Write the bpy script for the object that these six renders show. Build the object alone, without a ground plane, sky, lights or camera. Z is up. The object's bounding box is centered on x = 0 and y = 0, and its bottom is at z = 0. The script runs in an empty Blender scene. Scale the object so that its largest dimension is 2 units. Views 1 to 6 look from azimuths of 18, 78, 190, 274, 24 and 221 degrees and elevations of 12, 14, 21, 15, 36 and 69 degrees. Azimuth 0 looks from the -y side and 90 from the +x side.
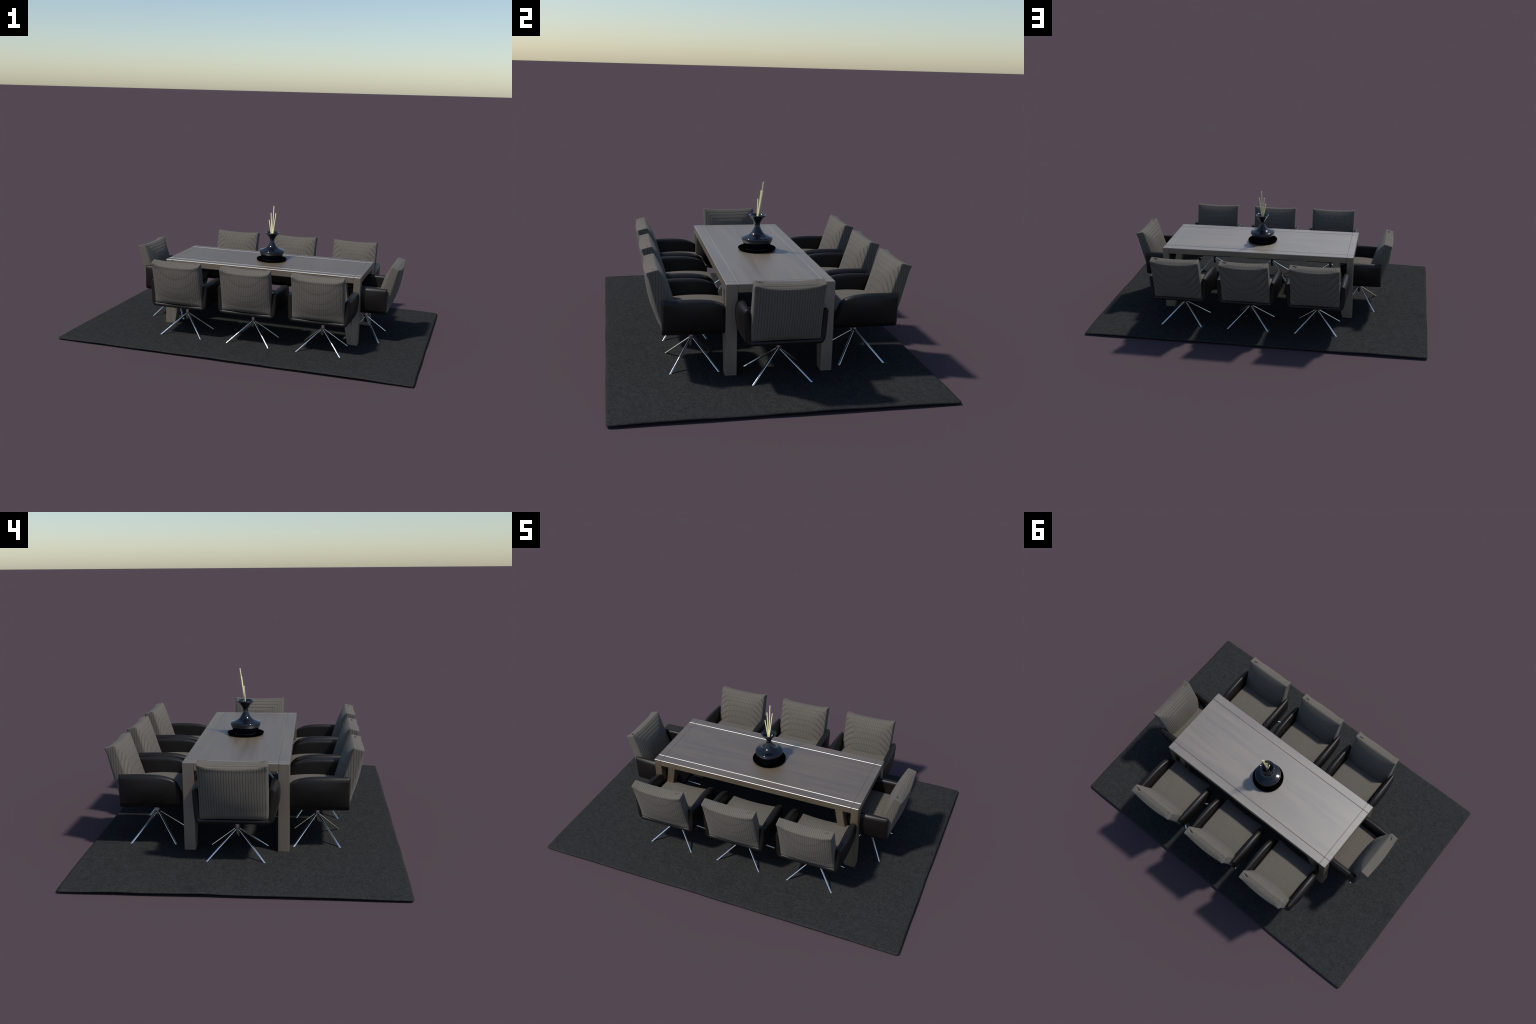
# Dining group: long wooden table on a felt rug, eight swivel armchairs,
# and a reed diffuser vase standing on a black plate.
import bpy, bmesh, math, random
from mathutils import Vector, Matrix, noise

random.seed(7)
SC = bpy.context.scene.collection

# ------------------------------------------------------------------ helpers
def sstep(a, b, x):
    t = min(1.0, max(0.0, (x - a) / (b - a)))
    return t * t * (3 - 2 * t)

def lerp(a, b, t):
    return a + (b - a) * t

def poly_at(pts, t):
    """point at parameter t in 0..1 (by arc length) on a Catmull-Rom polyline"""
    n = len(pts) - 1
    L = [0.0]
    for i in range(n):
        L.append(L[-1] + math.dist(pts[i], pts[i + 1]))
    s = t * L[-1]
    i = 0
    while i < n - 1 and s > L[i + 1]:
        i += 1
    k = (s - L[i]) / (L[i + 1] - L[i])
    p1, p2 = pts[i], pts[i + 1]
    p0 = pts[i - 1] if i > 0 else tuple(2 * a - b for a, b in zip(p1, p2))
    p3 = pts[i + 2] if i + 2 <= n else tuple(2 * b - a for a, b in zip(p1, p2))
    return tuple(0.5 * (2 * b + (c - a) * k + (2 * a - 5 * b + 4 * c - d) * k * k
                        + (3 * b - a - 3 * c + d) * k ** 3)
                 for a, b, c, d in zip(p0, p1, p2, p3))

def mesh_of(name, verts, faces, mat, smooth=True, recalc=True, sharp=None):
    me = bpy.data.meshes.new(name)
    me.from_pydata(verts, [], faces)
    if recalc:
        bm = bmesh.new()
        bm.from_mesh(me)
        bmesh.ops.recalc_face_normals(bm, faces=bm.faces)
        bm.to_mesh(me)
        bm.free()
    if smooth:
        me.polygons.foreach_set("use_smooth", [True] * len(me.polygons))
        if sharp:
            me.set_sharp_from_angle(angle=math.radians(sharp))
    me.materials.append(mat)
    me.update()
    return me

def put(name, me, parent=None, matrix=None):
    o = bpy.data.objects.new(name, me)
    SC.objects.link(o)
    if parent is not None:
        o.parent = parent
    if matrix is not None:
        o.matrix_local = matrix
    return o

def top_empty(name, loc, label, category, rot=0.0):
    e = bpy.data.objects.new(name, None)
    e.empty_display_size = 0.05
    SC.objects.link(e)
    e.location = loc
    e.rotation_euler = (0, 0, rot)
    e["label"] = label
    e["category"] = category
    return e

# ---------------------------------------------------------------- materials
class Nodes:
    def __init__(self, name):
        self.m = bpy.data.materials.new(name)
        self.m.use_nodes = True
        self.t = self.m.node_tree
        self.t.nodes.clear()
        out = self.t.nodes.new("ShaderNodeOutputMaterial")
        self.b = self.t.nodes.new("ShaderNodeBsdfPrincipled")
        self.t.links.new(self.b.outputs[0], out.inputs[0])

    def n(self, kind, **kw):
        x = self.t.nodes.new(kind)
        for k, v in kw.items():
            setattr(x, k, v)
        return x

    def put(self, sock, v):
        if hasattr(v, "is_linked"):
            self.t.links.new(v, sock)
        else:
            sock.default_value = v

    def math(self, op, a, b=None, c=None, clamp=False):
        x = self.n("ShaderNodeMath", operation=op, use_clamp=clamp)
        self.put(x.inputs[0], a)
        if b is not None:
            self.put(x.inputs[1], b)
        if c is not None:
            self.put(x.inputs[2], c)
        return x.outputs[0]

    def remap(self, v, a, b, c, d, smooth=True):
        x = self.n("ShaderNodeMapRange", interpolation_type="SMOOTHSTEP" if smooth else "LINEAR")
        for i, q in enumerate((v, a, b, c, d)):
            self.put(x.inputs[i], q)
        return x.outputs[0]

    def mix(self, f, a, b):
        x = self.n("ShaderNodeMix", data_type="RGBA")
        self.put(x.inputs[0], f)
        self.put(x.inputs[6], a)
        self.put(x.inputs[7], b)
        return x.outputs[2]

    def noise(self, vec, scale, detail=3.0, rough=0.55):
        x = self.n("ShaderNodeTexNoise")
        if vec is not None:
            self.put(x.inputs["Vector"], vec)
        x.inputs["Scale"].default_value = scale
        x.inputs["Detail"].default_value = detail
        x.inputs["Roughness"].default_value = rough
        return x.outputs["Fac"]

    def mapping(self, vec, scale=(1, 1, 1)):
        x = self.n("ShaderNodeMapping")
        self.put(x.inputs[0], vec)
        x.inputs["Scale"].default_value = scale
        return x.outputs[0]

    def bump(self, h, strength, dist):
        x = self.n("ShaderNodeBump")
        x.inputs["Strength"].default_value = strength
        x.inputs["Distance"].default_value = dist
        self.put(x.inputs["Height"], h)
        self.t.links.new(x.outputs[0], self.b.inputs["Normal"])

    def set(self, **kw):
        for k, v in kw.items():
            self.put(self.b.inputs[k.replace("_", " ")], v)
        return self.m

def rgb(r, g, b):
    return (r, g, b, 1.0)

def fabric_material():
    """ribbed cloth: grooves run on planes x = const or y = const, box-projected"""
    N = Nodes("ribbed_fabric")
    geo = N.n("ShaderNodeNewGeometry")
    sp = N.n("ShaderNodeSeparateXYZ")
    N.put(sp.inputs[0], geo.outputs["Position"])
    sn = N.n("ShaderNodeSeparateXYZ")
    N.put(sn.inputs[0], geo.outputs["Normal"])
    nx = N.math("ABSOLUTE", sn.outputs[0])
    ny = N.math("ABSOLUTE", sn.outputs[1])
    nz = N.math("ABSOLUTE", sn.outputs[2])

    def rib(coord, pitch):
        fr = N.math("FRACT", N.math("MULTIPLY", coord, 1.0 / pitch))
        d = N.math("MULTIPLY", N.math("ABSOLUTE", N.math("SUBTRACT", fr, 0.5)), 2.0)
        return N.remap(d, 0.50, 1.0, 1.0, 0.0)          # 1 on the rib, 0 in the groove

    rx, ry = rib(sp.outputs[0], 0.0100), rib(sp.outputs[1], 0.0109)
    thin = N.remap(ry, 0.0, 0.35, 0.0, 1.0)
    # faces turned mainly to +-x take grooves on y planes, all others on x planes
    up = N.math("MAXIMUM", N.math("MULTIPLY", sn.outputs[2], 2.3), N.math("MULTIPLY", nz, 1.5))
    other = N.math("MAXIMUM", N.math("MULTIPLY", ny, 1.25), up)
    on_x = N.remap(nx, 0.55, 0.75, 0.0, 1.0)
    wx = N.math("MULTIPLY", N.remap(N.math("SUBTRACT", nx, other), -0.05, 0.05, 0.0, 1.0), on_x)
    main = N.math("ADD", N.math("MULTIPLY", rx, N.math("SUBTRACT", 1.0, wx)), N.math("MULTIPLY", ry, wx))
    # far row: where the cushions turn sideways the y planes fan out as contour lines
    far_row = N.math("GREATER_THAN", sp.outputs[1], 0.25)
    side = N.math("MULTIPLY", N.math("MULTIPLY", N.remap(nx, 0.13, 0.19, 0.0, 1.0), far_row),
                  N.remap(ny, 0.55, 0.75, 0.0, 1.0))
    main = N.math("ADD", N.math("MULTIPLY", main, N.math("SUBTRACT", 1.0, side)), N.math("MULTIPLY", ry, side))
    # faint dashed courses where the y planes cross the ribs of the long rows
    dash = N.math("SUBTRACT", 1.0, N.math("MULTIPLY", N.math("SUBTRACT", 1.0, thin),
                                           N.math("MULTIPLY", N.remap(ny, 0.5, 0.8, 0.0, 1.0),
                                                  N.remap(rx, 0.0, 0.8, 0.95, 0.34))))
    soft = N.math("ADD", N.math("MULTIPLY", main, N.remap(on_x, 0.0, 1.0, 0.62, 0.80, False)),
                  N.remap(on_x, 0.0, 1.0, 0.30, 0.16, False))
    h = N.math("MULTIPLY", soft, dash)
    tc = N.n("ShaderNodeTexCoord")
    weave = N.noise(N.mapping(tc.outputs["Object"], (1, 1, 1)), 420, 2)
    patch = N.noise(tc.outputs["Object"], 14, 3)
    light = N.math("ADD", N.math("MULTIPLY", h, 0.46), N.math("ADD", N.math("MULTIPLY", weave, 0.42),
                                                               N.math("MULTIPLY", patch, 0.16)))
    col = N.mix(N.remap(light, 0.15, 0.95, 0.0, 1.0, False), rgb(*FAB_LO), rgb(*FAB_HI))  # groove shade is darkened into the base colour, on top of the bump
    N.bump(N.math("ADD", h, N.math("MULTIPLY", weave, 0.16)), 0.42, 0.0018)
    return N.set(Base_Color=col, Roughness=0.92, Specular_IOR_Level=0.12,
                 Sheen_Weight=0.06, Sheen_Roughness=0.5)

def leather_material():
    N = Nodes("dark_leather")
    tc = N.n("ShaderNodeTexCoord")
    v = N.n("ShaderNodeTexVoronoi", feature="F1")
    N.put(v.inputs["Vector"], tc.outputs["Object"])
    v.inputs["Scale"].default_value = 380
    g = N.noise(tc.outputs["Object"], 30, 4)
    col = N.mix(g, rgb(0.0070, 0.0054, 0.0048), rgb(0.0110, 0.0086, 0.0076))
    N.bump(N.math("ADD", v.outputs["Distance"], g), 0.10, 0.001)
    return N.set(Base_Color=col, Roughness=N.remap(g, 0.3, 0.7, 0.40, 0.46), Specular_IOR_Level=0.36)

def wood_material(name, along):
    """lacquered brown-grey wood, grain running along the given axis"""
    N = Nodes(name)
    geo = N.n("ShaderNodeNewGeometry")
    sc = {"x": (1.0, 13.0, 13.0), "y": (13.0, 1.0, 13.0), "z": (13.0, 13.0, 1.0)}[along]
    vec = N.mapping(geo.outputs["Position"], sc)
    broad = N.noise(vec, 1.7, 4, 0.55)
    fine = N.noise(vec, 14, 3, 0.6)
    g = N.math("ADD", N.math("MULTIPLY", broad, 0.75), N.math("MULTIPLY", fine, 0.25))
    col = N.mix(N.remap(g, 0.32, 0.68, 0.0, 1.0), rgb(*WOOD_LO), rgb(*WOOD_HI))
    N.bump(fine, 0.03, 0.0006)
    return N.set(Base_Color=col, Roughness=N.remap(g, 0.3, 0.7, WOOD_R - 0.025, WOOD_R + 0.025),
                 IOR=WOOD_IOR, Specular_Tint=(0.955, 0.98, 1.0, 1.0))  # reflections tinted slightly blue for the cool sky sheen on the tabletop

def rug_material():
    N = Nodes("felt_rug")
    tc = N.n("ShaderNodeTexCoord")
    a = N.noise(N.mapping(tc.outputs["Object"], (1, 1.25, 1)), 150, 3, 0.75)
    b = N.noise(N.mapping(tc.outputs["Object"], (1, 1.4, 1)), 38, 4, 0.65)
    f = N.math("ADD", N.math("MULTIPLY", a, 0.72), N.math("MULTIPLY", b, 0.28))
    col = N.mix(N.remap(f, 0.38, 0.62, 0.0, 1.0), rgb(*RUG_LO), rgb(*RUG_HI))
    N.bump(f, 0.35, 0.004)
    return N.set(Base_Color=col, Roughness=1.0, Specular_IOR_Level=0.0)

def plain(name, col, **kw):
    N = Nodes(name)
    return N.set(Base_Color=rgb(*col), **kw)

def ceramic_material():
    N = Nodes("glazed_ceramic")
    geo = N.n("ShaderNodeNewGeometry")
    g = N.noise(geo.outputs["Position"], 25, 3)
    col = N.mix(g, rgb(0.0042, 0.0052, 0.0085), rgb(0.0058, 0.0070, 0.0110))
    return N.set(Base_Color=col, Roughness=0.08, IOR=1.58)

def reed_material():
    N = Nodes("pale_reed")
    geo = N.n("ShaderNodeNewGeometry")
    g = N.noise(N.mapping(geo.outputs["Position"], (6, 6, 1)), 60, 3)
    col = N.mix(g, rgb(0.84, 0.77, 0.45), rgb(0.97, 0.91, 0.58))
    return N.set(Base_Color=col, Roughness=0.7, Specular_IOR_Level=0.2)

FAB_LO, FAB_HI = (0.054, 0.048, 0.040), (0.166, 0.148, 0.125)
WOOD_LO, WOOD_HI, WOOD_R, WOOD_IOR = (0.091, 0.0595, 0.0275), (0.123, 0.081, 0.0385), 0.46, 2.95
RUG_LO, RUG_HI = (0.0215, 0.0219, 0.0220), (0.0390, 0.0397, 0.0396)

FABRIC = fabric_material()
LEATHER = leather_material()
WOOD_X = wood_material("wood_grain_lengthwise", "x")
WOOD_Y = wood_material("wood_grain_crosswise", "y")
WOOD_Z = wood_material("wood_grain_upright", "z")
RUG = rug_material()
CHROME = plain("polished_chrome", (0.86, 0.87, 0.89), Metallic=1.0, Roughness=0.05)
CERAMIC = ceramic_material()
PLATE = plain("matt_black", (0.0008, 0.0008, 0.0008), Roughness=0.9, Specular_IOR_Level=0.0)
REED = reed_material()

# ---------------------------------------------------------------------- rug
def build_rug():
    HX, HY, NX, NY, R = 0.9985, 0.6838, 200, 140, 0.014
    def clustered(n, half):
        out = []
        for i in range(n + 1):
            t = 2 * i / n - 1
            out.append(half * math.copysign(abs(t) ** 0.72, t))
        return out
    xs, ys = clustered(NX, HX), clustered(NY, HY)
    TH = 0.0075
    def spot(x, y):
        # round the corners and let the cut edge wander a little
        ex, ey = HX - abs(x), HY - abs(y)
        if ex < R and ey < R:
            dx, dy = R - ex, R - ey
            m = max(dx, dy)
            L = math.hypot(dx, dy)
            if L > 1e-9:
                k = m / L
                x = math.copysign(HX - R + dx * k, x)
                y = math.copysign(HY - R + dy * k, y)
        w = 0.0024
        e = max(sstep(0.12, 0.0, ex), sstep(0.12, 0.0, ey))
        x += w * e * noise.noise(Vector((y * 5.5, x * 1.3, 3.1)))
        y += w * e * noise.noise(Vector((x * 5.5, y * 1.3, 7.7)))
        edge = min(ex, ey)
        wave = noise.noise(Vector((x * 4.2, y * 4.2, 1.7))) + 0.5 * noise.noise(Vector((x * 9, y * 9, 4.7)))
        corner = sstep(0.25, 0.0, ex) * sstep(0.25, 0.0, ey)
        top = 0.0158 + 0.0034 * wave * sstep(0.16, 0.0, edge) - 0.0030 * corner
        top -= 0.0014 * sstep(0.10, 0.0, edge)
        lip = max(0.0, 1 - edge / 0.006)
        return x, y, top, edge, lip
    V, F = [], []
    W = NY + 1
    for x in xs:
        for y in ys:
            px, py, top, edge, lip = spot(x, y)
            V.append((px, py, top - 0.0026 * lip * lip))
    base = len(V)
    for x in xs:
        for y in ys:
            px, py, top, edge, lip = spot(x, y)
            under = lerp(0.0, top - TH, sstep(0.075, 0.012, edge))
            V.append((px, py, max(0.0, under) + 0.0020 * lip * lip))
    for i in range(NX):
        for j in range(NY):
            a = i * W + j
            F.append((a, a + W, a + W + 1, a + 1))
            b = base + a
            F.append((b, b + 1, b + W + 1, b + W))
    for i in range(NX):
        for j in (0, NY):
            a, b = i * W + j, (i + 1) * W + j
            F.append((a, b, base + b, base + a))
    for j in range(NY):
        for i in (0, NX):
            a, b = i * W + j, i * W + j + 1
            F.append((a, b, base + b, base + a))
    me = mesh_of("rug", V, F, RUG)
    o = put("rug", me)
    o["label"] = "large thin charcoal felt rug with slightly lifted edges"
    o["category"] = "rug"
    return o

# -------------------------------------------------------------------- table
def bevel_box(name, lo, hi, mat, width, shear=None):
    """chamfered board between two corners; shear(z) moves x with height"""
    bm = bmesh.new()
    bmesh.ops.create_cube(bm, size=1.0)
    for v in bm.verts:
        v.co = Vector([lerp(a, b, c + 0.5) for a, b, c in zip(lo, hi, v.co)])
        if shear:
            v.co.x += shear(v.co.z)
    bmesh.ops.bevel(bm, geom=list(bm.edges), offset=width, segments=1, profile=0.5, affect="EDGES")
    me = bpy.data.meshes.new(name)
    bm.to_mesh(me)
    bm.free()
    me.materials.append(mat)
    return me

def build_table():
    X0, X1, Y0, Y1 = -0.5460, 0.6280, -0.2005, 0.2570
    ZT, ZA, ZF = 0.4100, 0.3735, 0.0155       # top, underside of rails, floor
    PX, PY, C = 0.0390, 0.0490, 0.0020        # post section, chamfer
    t = top_empty("dining_table", (0.041, 0.02825, ZF),
                  "long brown lacquered wooden table with braced square legs", "dining table")
    org = Matrix.Translation(-Vector(t.location))
    def part(name, lo, hi, mat, shear=None):
        return put(name, bevel_box(name, lo, hi, mat, C, shear), t, org)
    for sx in (0, 1):
        for sy in (0, 1):
            xa = X0 if sx == 0 else X1 - PX
            ya = Y0 if sy == 0 else Y1 - PY
            part("leg_post", (xa, ya, ZF), (xa + PX, ya + PY, ZT), WOOD_Z)
            # slanting brace: leaves the rail inboard and runs down into the post
            d = 1 if sx == 0 else -1
            inner = X0 + PX + 0.045 if sx == 0 else X1 - PX - 0.045 - 0.040
            part("leg_brace", (inner, ya + 0.0004, ZF + 0.0004), (inner + 0.040, ya + PY - 0.0004, ZA + 0.0040), WOOD_Z,
                 lambda z, d=d: -d * 0.182 * (ZA - z))
    for y in (Y0, Y1 - PY):
        part("side_rail", (X0 + PX, y, ZA), (X1 - PX, y + PY, ZT), WOOD_X)
    for x in (X0, X1 - PX):
        part("end_rail", (x, Y0 + PY, ZA), (x + PX, Y1 - PY, ZT), WOOD_X)
    part("tabletop_panel", (X0 + PX, Y0 + PY, ZA + 0.012), (X1 - PX, Y1 - PY, ZT), WOOD_X)
    return t

# ------------------------------------------------------------------- chairs
def rounded_box(nu, nf, nz, hx, hy, hz, r):
    """surface grid of a rounded box, returns normalised cube coords and points"""
    index, Q, P, F = {}, [], [], []
    def axis(n, half):
        # put extra rows inside the rounded border
        k = 3
        inner = half - r
        a = [-half + r * (1 - math.cos(math.pi / 2 * i / k)) for i in range(k)]
        m = [lerp(-inner, inner, i / n) for i in range(n + 1)]
        return [v / half for v in a + m + [-v for v in reversed(a)]]
    A = (axis(nu, hx), axis(nf, hy), axis(nz, hz))
    H = (hx, hy, hz)
    def vert(q):
        key = tuple(round(c, 6) for c in q)
        if key not in index:
            p = Vector([c * h for c, h in zip(q, H)])
            c = Vector([max(-(h - r), min(h - r, v)) for v, h in zip(p, H)])
            d = p - c
            if d.length > 1e-9:
                p = c + d.normalized() * r
            index[key] = len(P)
            P.append(p)
            Q.append([v / h for v, h in zip(p, H)])
        return index[key]
    for ax in range(3):
        b, c = (ax + 1) % 3, (ax + 2) % 3
        for s in (-1, 1):
            for i in range(len(A[b]) - 1):
                for j in range(len(A[c]) - 1):
                    quad = []
                    for di, dj in ((0, 0), (1, 0), (1, 1), (0, 1)):
                        q = [0, 0, 0]
                        q[ax], q[b], q[c] = s, A[b][i + di], A[c][j + dj]
                        quad.append(vert(q))
                    if s < 0:
                        quad.reverse()
                    F.append(tuple(quad))
    return Q, P, F

def dome(c):
    """how far the rear face bellies out at height c (-1 bottom, 1 top)"""
    if c > -0.2:
        return 0.027 * max(0.0, 1 - ((c + 0.2) / 1.2) ** 2) ** 0.8
    low = 0.027 * (1 - 0.55 * ((-0.2 - c) / 0.80) ** 2)
    return low * math.sqrt(max(0.0, 1 - (max(0.0, -c - 0.82) / 0.18) ** 2))

def back_cushion(hand):
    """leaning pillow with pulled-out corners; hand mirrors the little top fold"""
    Q, P, F = rounded_box(60, 18, 44, 0.1400, 0.022, 0.13, 0.0050)
    V = []
    for (a, b, c), p in zip(Q, P):
        k = (c + 1) / 2
        front = (lerp(-0.070, -0.1510, k), lerp(0.2110, 0.4705, k))
        rear = (lerp(-0.1320, -0.1965, k), lerp(0.2110, 0.4585, k))
        m = (b + 1) / 2
        f, z = lerp(rear[0], front[0], m), lerp(rear[1], front[1], m)
        u = a * lerp(0.1445, 0.1422, k)
        pa, pc = max(0.0, 1 - a * a), max(0.0, 1 - c * c)
        # puff front and back, pinch the middle of every edge
        # (front: hipped like a mattress edge, rear: evenly domed)
        da, dc = (1 - abs(a)) * 0.140, (1 - abs(c)) * 0.128
        d = (da * dc) / max(1e-6, (da ** 5 + dc ** 5) ** 0.2)
        hip = 1 - (1 - min(1.0, d / 0.105)) ** 2.2
        f += 0.0225 * m * hip - (1 - m) * (pa ** 0.7) * dome(c)
        f -= 0.004 * (1 - m) * pa * sstep(0.2, 1.0, c)
        z -= 0.0075 * pa * max(0.0, c) ** 3
        z += 0.0035 * pa * sstep(-0.55, -1.0, c) * (1 - m)
        u *= 1 - 0.016 * pc ** 1.2 * (0.4 + 0.6 * abs(b))
        # the rear top edge rolls over softly in the middle, crisp towards the corners
        near, dz, RF, RZ = (1 + b) * 0.022, (1 - c) * 0.128, 0.024, 0.020
        ease = sstep(0.0, 0.60, pa)
        if near <= RF and dz <= RZ:
            if dz * RF <= near * RZ:
                phi = math.pi / 4 * (1 - near / RF)
            else:
                phi = math.pi / 4 * (1 + dz / RZ)
            f += ease * (RF * (1 - math.sin(phi)) - near)
            z -= ease * (RZ * (1 - math.cos(phi)) - dz)
        # the upper corners stand out like ears
        f += 0.0050 * (1 - m) * sstep(1.0, 0.72, c) * sstep(-1.0, -0.6, c)
        for s, w, dep in ((hand, 0.085, 0.0105), (-hand, 0.022, 0.0060)):
            cu = s * 0.80
            dent = math.exp(-((a - cu) / w) ** 4 - ((b - 0.40 - 1.2 * (a - cu) * s) / 0.15) ** 2) * sstep(0.90, 0.98, c)
            z -= dep * dent
        V.append((u, f, z))
    return mesh_of("back_cushion", V, F, FABRIC)

def seat_cushion():
    Q, P, F = rounded_box(44, 44, 10, 0.129, 0.129, 0.03, 0.008)
    V = []
    for (a, b, c), p in zip(Q, P):
        u = a * 0.1345
        f = lerp(-0.118, 0.1575, (b + 1) / 2)
        m = (c + 1) / 2
        pa, pb = max(0.0, 1 - a * a), max(0.0, 1 - b * b)
        z = lerp(0.2140, 0.2655, m)
        z += m * 0.0150 * pb ** 0.7 + m * 0.0060 * pa * pb ** 0.6
        z -= 0.0035 * m * pa * sstep(0.5, 1.0, b)
        f -= 0.0085 * pa * sstep(0.2, 1.0, b)
        f += 0.0060 * pa * sstep(0.6, 1.0, b) * (1 - (2 * m - 1) ** 2)
        f -= 0.012 * sstep(0.4, 1.0, b) * (1 - m)
        u *= 1 - 0.02 * pb * (1 - c * c * 0.5)
        V.append((u, f, z))
    return mesh_of("seat_cushion", V, F, FABRIC)

# outline of the padded side, in (forward, height)
ARM_TOP = [(-0.1365, 0.3440), (-0.060, 0.3470), (0.000, 0.3468), (0.040, 0.3440), (0.072, 0.3385),
           (0.098, 0.3295), (0.1130, 0.3200)]
ARM_FRONT = [(0.1490, 0.2160), (0.1455, 0.2350), (0.1405, 0.2550), (0.1345, 0.2800), (0.1280, 0.3000), (0.1215, 0.3120),
             (0.1130, 0.3200)]
ARM_REAR = [(-0.1380, 0.2160), (-0.1360, 0.2900), (-0.1365, 0.3440)]

def leather_shell():
    """one padded U: floor plate, rounded corners and two sides, closed at every rim"""
    NV, NB, NC, NS = 44, 8, 8, 34
    half = []
    for i in range(NB):
        half.append(("plate", i / NB))
    for i in range(NC):
        half.append(("corner", i / NC))
    for i in range(NS + 1):
        half.append(("side", 1 - (1 - i / NS) ** 1.5))
    cols = [(k, t, -1) for k, t in reversed(half)] + [(k, t, 1) for k, t in half[1:]]
    rows = [0.5 - 0.5 * math.copysign(abs(math.cos(math.pi * j / NV)) ** 0.62, math.cos(math.pi * j / NV))
            for j in range(NV + 1)]
    RC, UB, ZB = 0.0125, 0.1385, 0.2035        # corner radius, plate half width, plate mid height
    rear_f, front_f = -0.1390, 0.1480
    def centre(kind, t, v):
        """mid-surface point, outward normal in (u, z) and half thickness"""
        pad = math.sin(math.pi * min(1, max(0, v))) ** 0.8
        if kind == "plate":
            f = lerp(rear_f, front_f, v)
            return (t * UB, f, ZB), (0, -1), 0.0105
        if kind == "corner":
            an = t * math.pi / 2
            f = lerp(lerp(rear_f, ARM_REAR[0][0], t), lerp(front_f, ARM_FRONT[0][0], t), v)
            h = lerp(0.0105, 0.0115 + 0.0050 * pad, t)
            return (UB + RC * math.sin(an), f, ZB + RC * (1 - math.cos(an))), (math.sin(an), -math.cos(an)), h
        T = poly_at(ARM_TOP, v)
        L, R = poly_at(ARM_REAR, t), poly_at(ARM_FRONT, t)
        B = (lerp(ARM_REAR[0][0], ARM_FRONT[0][0], v), ZB + RC)
        c00, c10, c01, c11 = (ARM_REAR[0], ARM_FRONT[0], ARM_TOP[0], ARM_TOP[-1])
        p = [(1 - t) * B[k] + t * T[k] + (1 - v) * L[k] + v * R[k]
             - ((1 - v) * (1 - t) * c00[k] + v * (1 - t) * c10[k] + (1 - v) * t * c01[k] + v * t * c11[k])
             for k in (0, 1)]
        u = UB + RC + 0.0075 * t + 0.0065 * pad * math.sin(math.pi * t * 0.9)
        h = 0.0122 + (0.0105 * pad) * math.sin(math.pi * (0.20 + 0.72 * t)) ** 0.8
        return (u, p[0], p[1]), (0.995, -0.10), h
    def fall(kind, t, v):
        # roll the padding off at the rims
        def rim(x, w):
            x = min(1.0, max(0.0, x / w))
            return math.sqrt(max(0.0, 1 - (1 - x) ** 2))
        g = rim(v, 0.030) * rim(1 - v, 0.10)
        if kind == "side":
            g *= rim(1 - t, 0.14)
        return g
    V, F = [], []
    outer, inner = [], []
    for j, v in enumerate(rows):
        ro, ri = [], []
        for i, (kind, t, s) in enumerate(cols):
            c, n, h = centre(kind, t, v)
            g = fall(kind, t, v) * h
            rim = j in (0, NV) or i in (0, len(cols) - 1)
            ro.append(len(V))
            V.append((s * (c[0] + n[0] * g), c[1], c[2] + n[1] * g))
            if rim:
                V[-1] = (s * c[0], c[1], c[2])
                ri.append(ro[-1])
            else:
                ri.append(len(V))
                V.append((s * (c[0] - n[0] * g), c[1], c[2] - n[1] * g))
        outer.append(ro)
        inner.append(ri)
    for j in range(NV):
        for i in range(len(cols) - 1):
            F.append((outer[j][i], outer[j][i + 1], outer[j + 1][i + 1], outer[j + 1][i]))
            F.append((inner[j][i], inner[j + 1][i], inner[j + 1][i + 1], inner[j][i + 1]))
    return mesh_of("leather_shell", V, F, LEATHER)

def tube(name, a, b, ra, rb, mat, flat_z=None, n=16):
    """round bar from a to b; the lower end is sawn off level when flat_z is given"""
    a, b = Vector(a), Vector(b)
    d = (b - a).normalized()
    x = d.orthogonal().normalized()
    y = d.cross(x)
    V, F = [], []
    for p, r, end in ((a, ra, 0), (b, rb, 1)):
        for i in range(n):
            an = math.tau * i / n
            q = p + (x * math.cos(an) + y * math.sin(an)) * r
            if end and flat_z is not None:
                q += d * ((flat_z - q.z) / d.z)
            V.append(tuple(q))
    for i in range(n):
        j = (i + 1) % n
        F.append((i, j, n + j, n + i))
    F.append(tuple(reversed(range(n))))
    F.append(tuple(range(n, 2 * n)))
    return mesh_of(name, V, F, mat, sharp=40)

def lathe(name, prof, mat, n=72, smooth=True):
    V, F, rings = [], [], []
    for r, z in prof:
        if r < 1e-6:
            rings.append([len(V)])
            V.append((0, 0, z))
        else:
            rings.append(list(range(len(V), len(V) + n)))
            for i in range(n):
                an = math.tau * i / n
                V.append((r * math.cos(an), r * math.sin(an), z))
    for A, B in zip(rings, rings[1:]):
        for i in range(n):
            j = (i + 1) % n
            if len(A) == 1 and len(B) == 1:
                continue
            if len(A) == 1:
                F.append((A[0], B[i], B[j]))
            elif len(B) == 1:
                F.append((A[i], A[j], B[0]))
            else:
                F.append((A[i], A[j], B[j], B[i]))
    return mesh_of(name, V, F, mat, smooth, sharp=50)

FLOOR = 0.0158
BASE_Z = FLOOR

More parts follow.
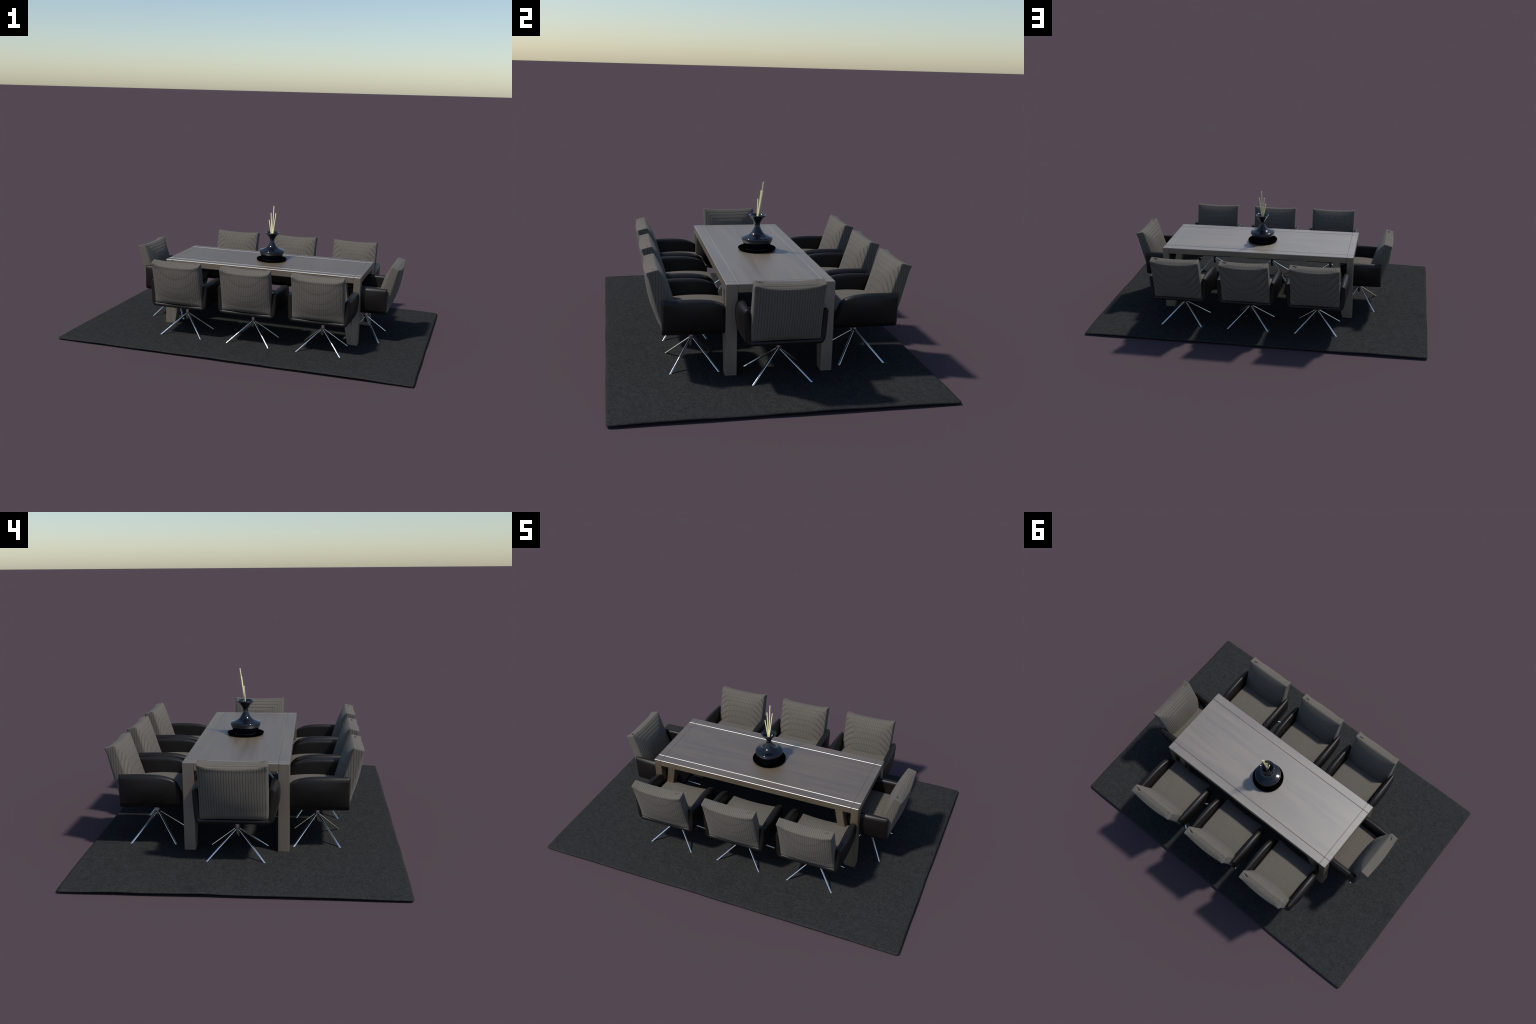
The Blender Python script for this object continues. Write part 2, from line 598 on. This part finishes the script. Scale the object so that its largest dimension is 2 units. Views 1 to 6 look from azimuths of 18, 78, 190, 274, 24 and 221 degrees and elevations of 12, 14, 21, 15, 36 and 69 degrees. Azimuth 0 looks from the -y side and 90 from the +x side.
def build_chairs():
    shift = Matrix.Translation((0, 0, -BASE_Z))
    shell, seat = leather_shell(), seat_cushion()
    backs = {h: back_cushion(h) for h in (-1, 1)}
    hub = lathe("swivel_column", [(0, 0.0960), (0.0082, 0.0960), (0.0092, 0.0970), (0.0092, 0.1210), (0.0104, 0.1250),
                                  (0.0104, 0.1400), (0.0098, 0.1440), (0.0098, 0.2010), (0, 0.2010)], CHROME, 28)
    struts = []
    for sx in (-1, 1):
        for sy in (-1, 1):
            struts.append(tube("base_leg", (sx * 0.0060, sy * 0.0050, 0.1285), (sx * 0.1205, sy * 0.1000, FLOOR),
                               0.0039, 0.0044, CHROME, FLOOR))
    spots = [(-0.3535, -0.320, 0, 1), (0.0490, -0.320, 0, 1), (0.4525, -0.320, 0, 1),
             (0.4525, 0.408, math.pi, -1), (0.0490, 0.408, math.pi, -1), (-0.3540, 0.408, math.pi, -1),
             (0.6330, 0.0205, math.pi / 2, -1), (-0.5725, 0.0200, -math.pi / 2, 1)]
    for x, y, rot, hand in spots:
        ch = top_empty("swivel_armchair", (x, y, BASE_Z),
                       "swivel armchair with grey ribbed cushions, dark leather sides, chrome feet",
                       "armchair", rot)
        put("leather_shell", shell, ch, shift)
        put("seat_cushion", seat, ch, shift)
        put("back_cushion", backs[hand], ch, shift)
        base = put("swivel_column", hub, ch, shift)
        for s in struts:
            put("base_leg", s, base)

# ------------------------------------------------------- vase, plate, reeds
def build_decor():
    cx, cy, zt = 0.041, 0.0372, 0.4102
    plate_prof = [(0, 0.0), (0.074, 0.0), (0.083, 0.0015), (0.0895, 0.0060), (0.0905, 0.0095), (0.0898, 0.0113),
                  (0.0875, 0.0110), (0.074, 0.0075), (0.056, 0.0065), (0, 0.0065)]
    plate = put("round_plate", lathe("round_plate", plate_prof, PLATE, 96))
    plate.location = (cx, cy, zt)
    plate["label"] = "flat round matt black plate under the vase"
    plate["category"] = "plate"
    z0 = zt + 0.0067
    key = [(0.0, 0.4169), (0.050, 0.4169), (0.0545, 0.4190), (0.0610, 0.4310), (0.0685, 0.4460), (0.0735, 0.4590),
           (0.0748, 0.4650), (0.0745, 0.4690), (0.0728, 0.4722), (0.0700, 0.4741), (0.0650, 0.4760), (0.0550, 0.4790),
           (0.0455, 0.4828), (0.0385, 0.4868), (0.0325, 0.4915), (0.0278, 0.4968), (0.0235, 0.5035), (0.0200, 0.5095),
           (0.0165, 0.5165), (0.0140, 0.5225), (0.0126, 0.5280), (0.0124, 0.5330), (0.0140, 0.5385), (0.0185, 0.5465),
           (0.0240, 0.5545), (0.0320, 0.5645), (0.0392, 0.5728), (0.0414, 0.5765), (0.0413, 0.5785), (0.0395, 0.5797),
           (0.0360, 0.5790), (0.0310, 0.5745), (0.0230, 0.5640), (0.0150, 0.5530), (0.0100, 0.5440), (0.0080, 0.5350),
           (0.0, 0.5330)]
    prof = []
    for i in range(len(key) - 1):
        p1, p2 = key[i], key[i + 1]
        p0 = key[i - 1] if i else p1
        p3 = key[i + 2] if i + 2 < len(key) else p2
        for s in range(3):
            k = s / 3
            q = tuple(0.5 * (2 * b + (c - a) * k + (2 * a - 5 * b + 4 * c - d) * k * k + (3 * b - a - 3 * c + d) * k ** 3)
                      for a, b, c, d in zip(p0, p1, p2, p3))
            prof.append((max(q[0], 0.0), q[1] - z0))
    prof.append((0.0, key[-1][1] - z0))
    prof[0] = (0.0, 0.4169 - z0)
    vase = put("diffuser_vase", lathe("diffuser_vase", prof, CERAMIC, 96))
    vase.location = (cx, cy, z0)
    vase["label"] = "glossy blue-black waisted vase holding four pale reeds"
    vase["category"] = "reed diffuser"
    foot = Vector((0.0412, 0.0345, 0.5450))
    for tip in ((0.0181, 0.0413, 0.6520), (0.0245, 0.0551, 0.6940), (0.0392, 0.0625, 0.7360), (0.0547, 0.0563, 0.6940)):
        d = (Vector(tip) - foot).normalized()
        start = foot + Vector((d.x, d.y, 0)) * 0.012
        put("reed", tube("reed", start - vase.location, Vector(tip) - vase.location, 0.0027, 0.0027, REED), vase)

build_rug()
build_table()
build_chairs()
build_decor()
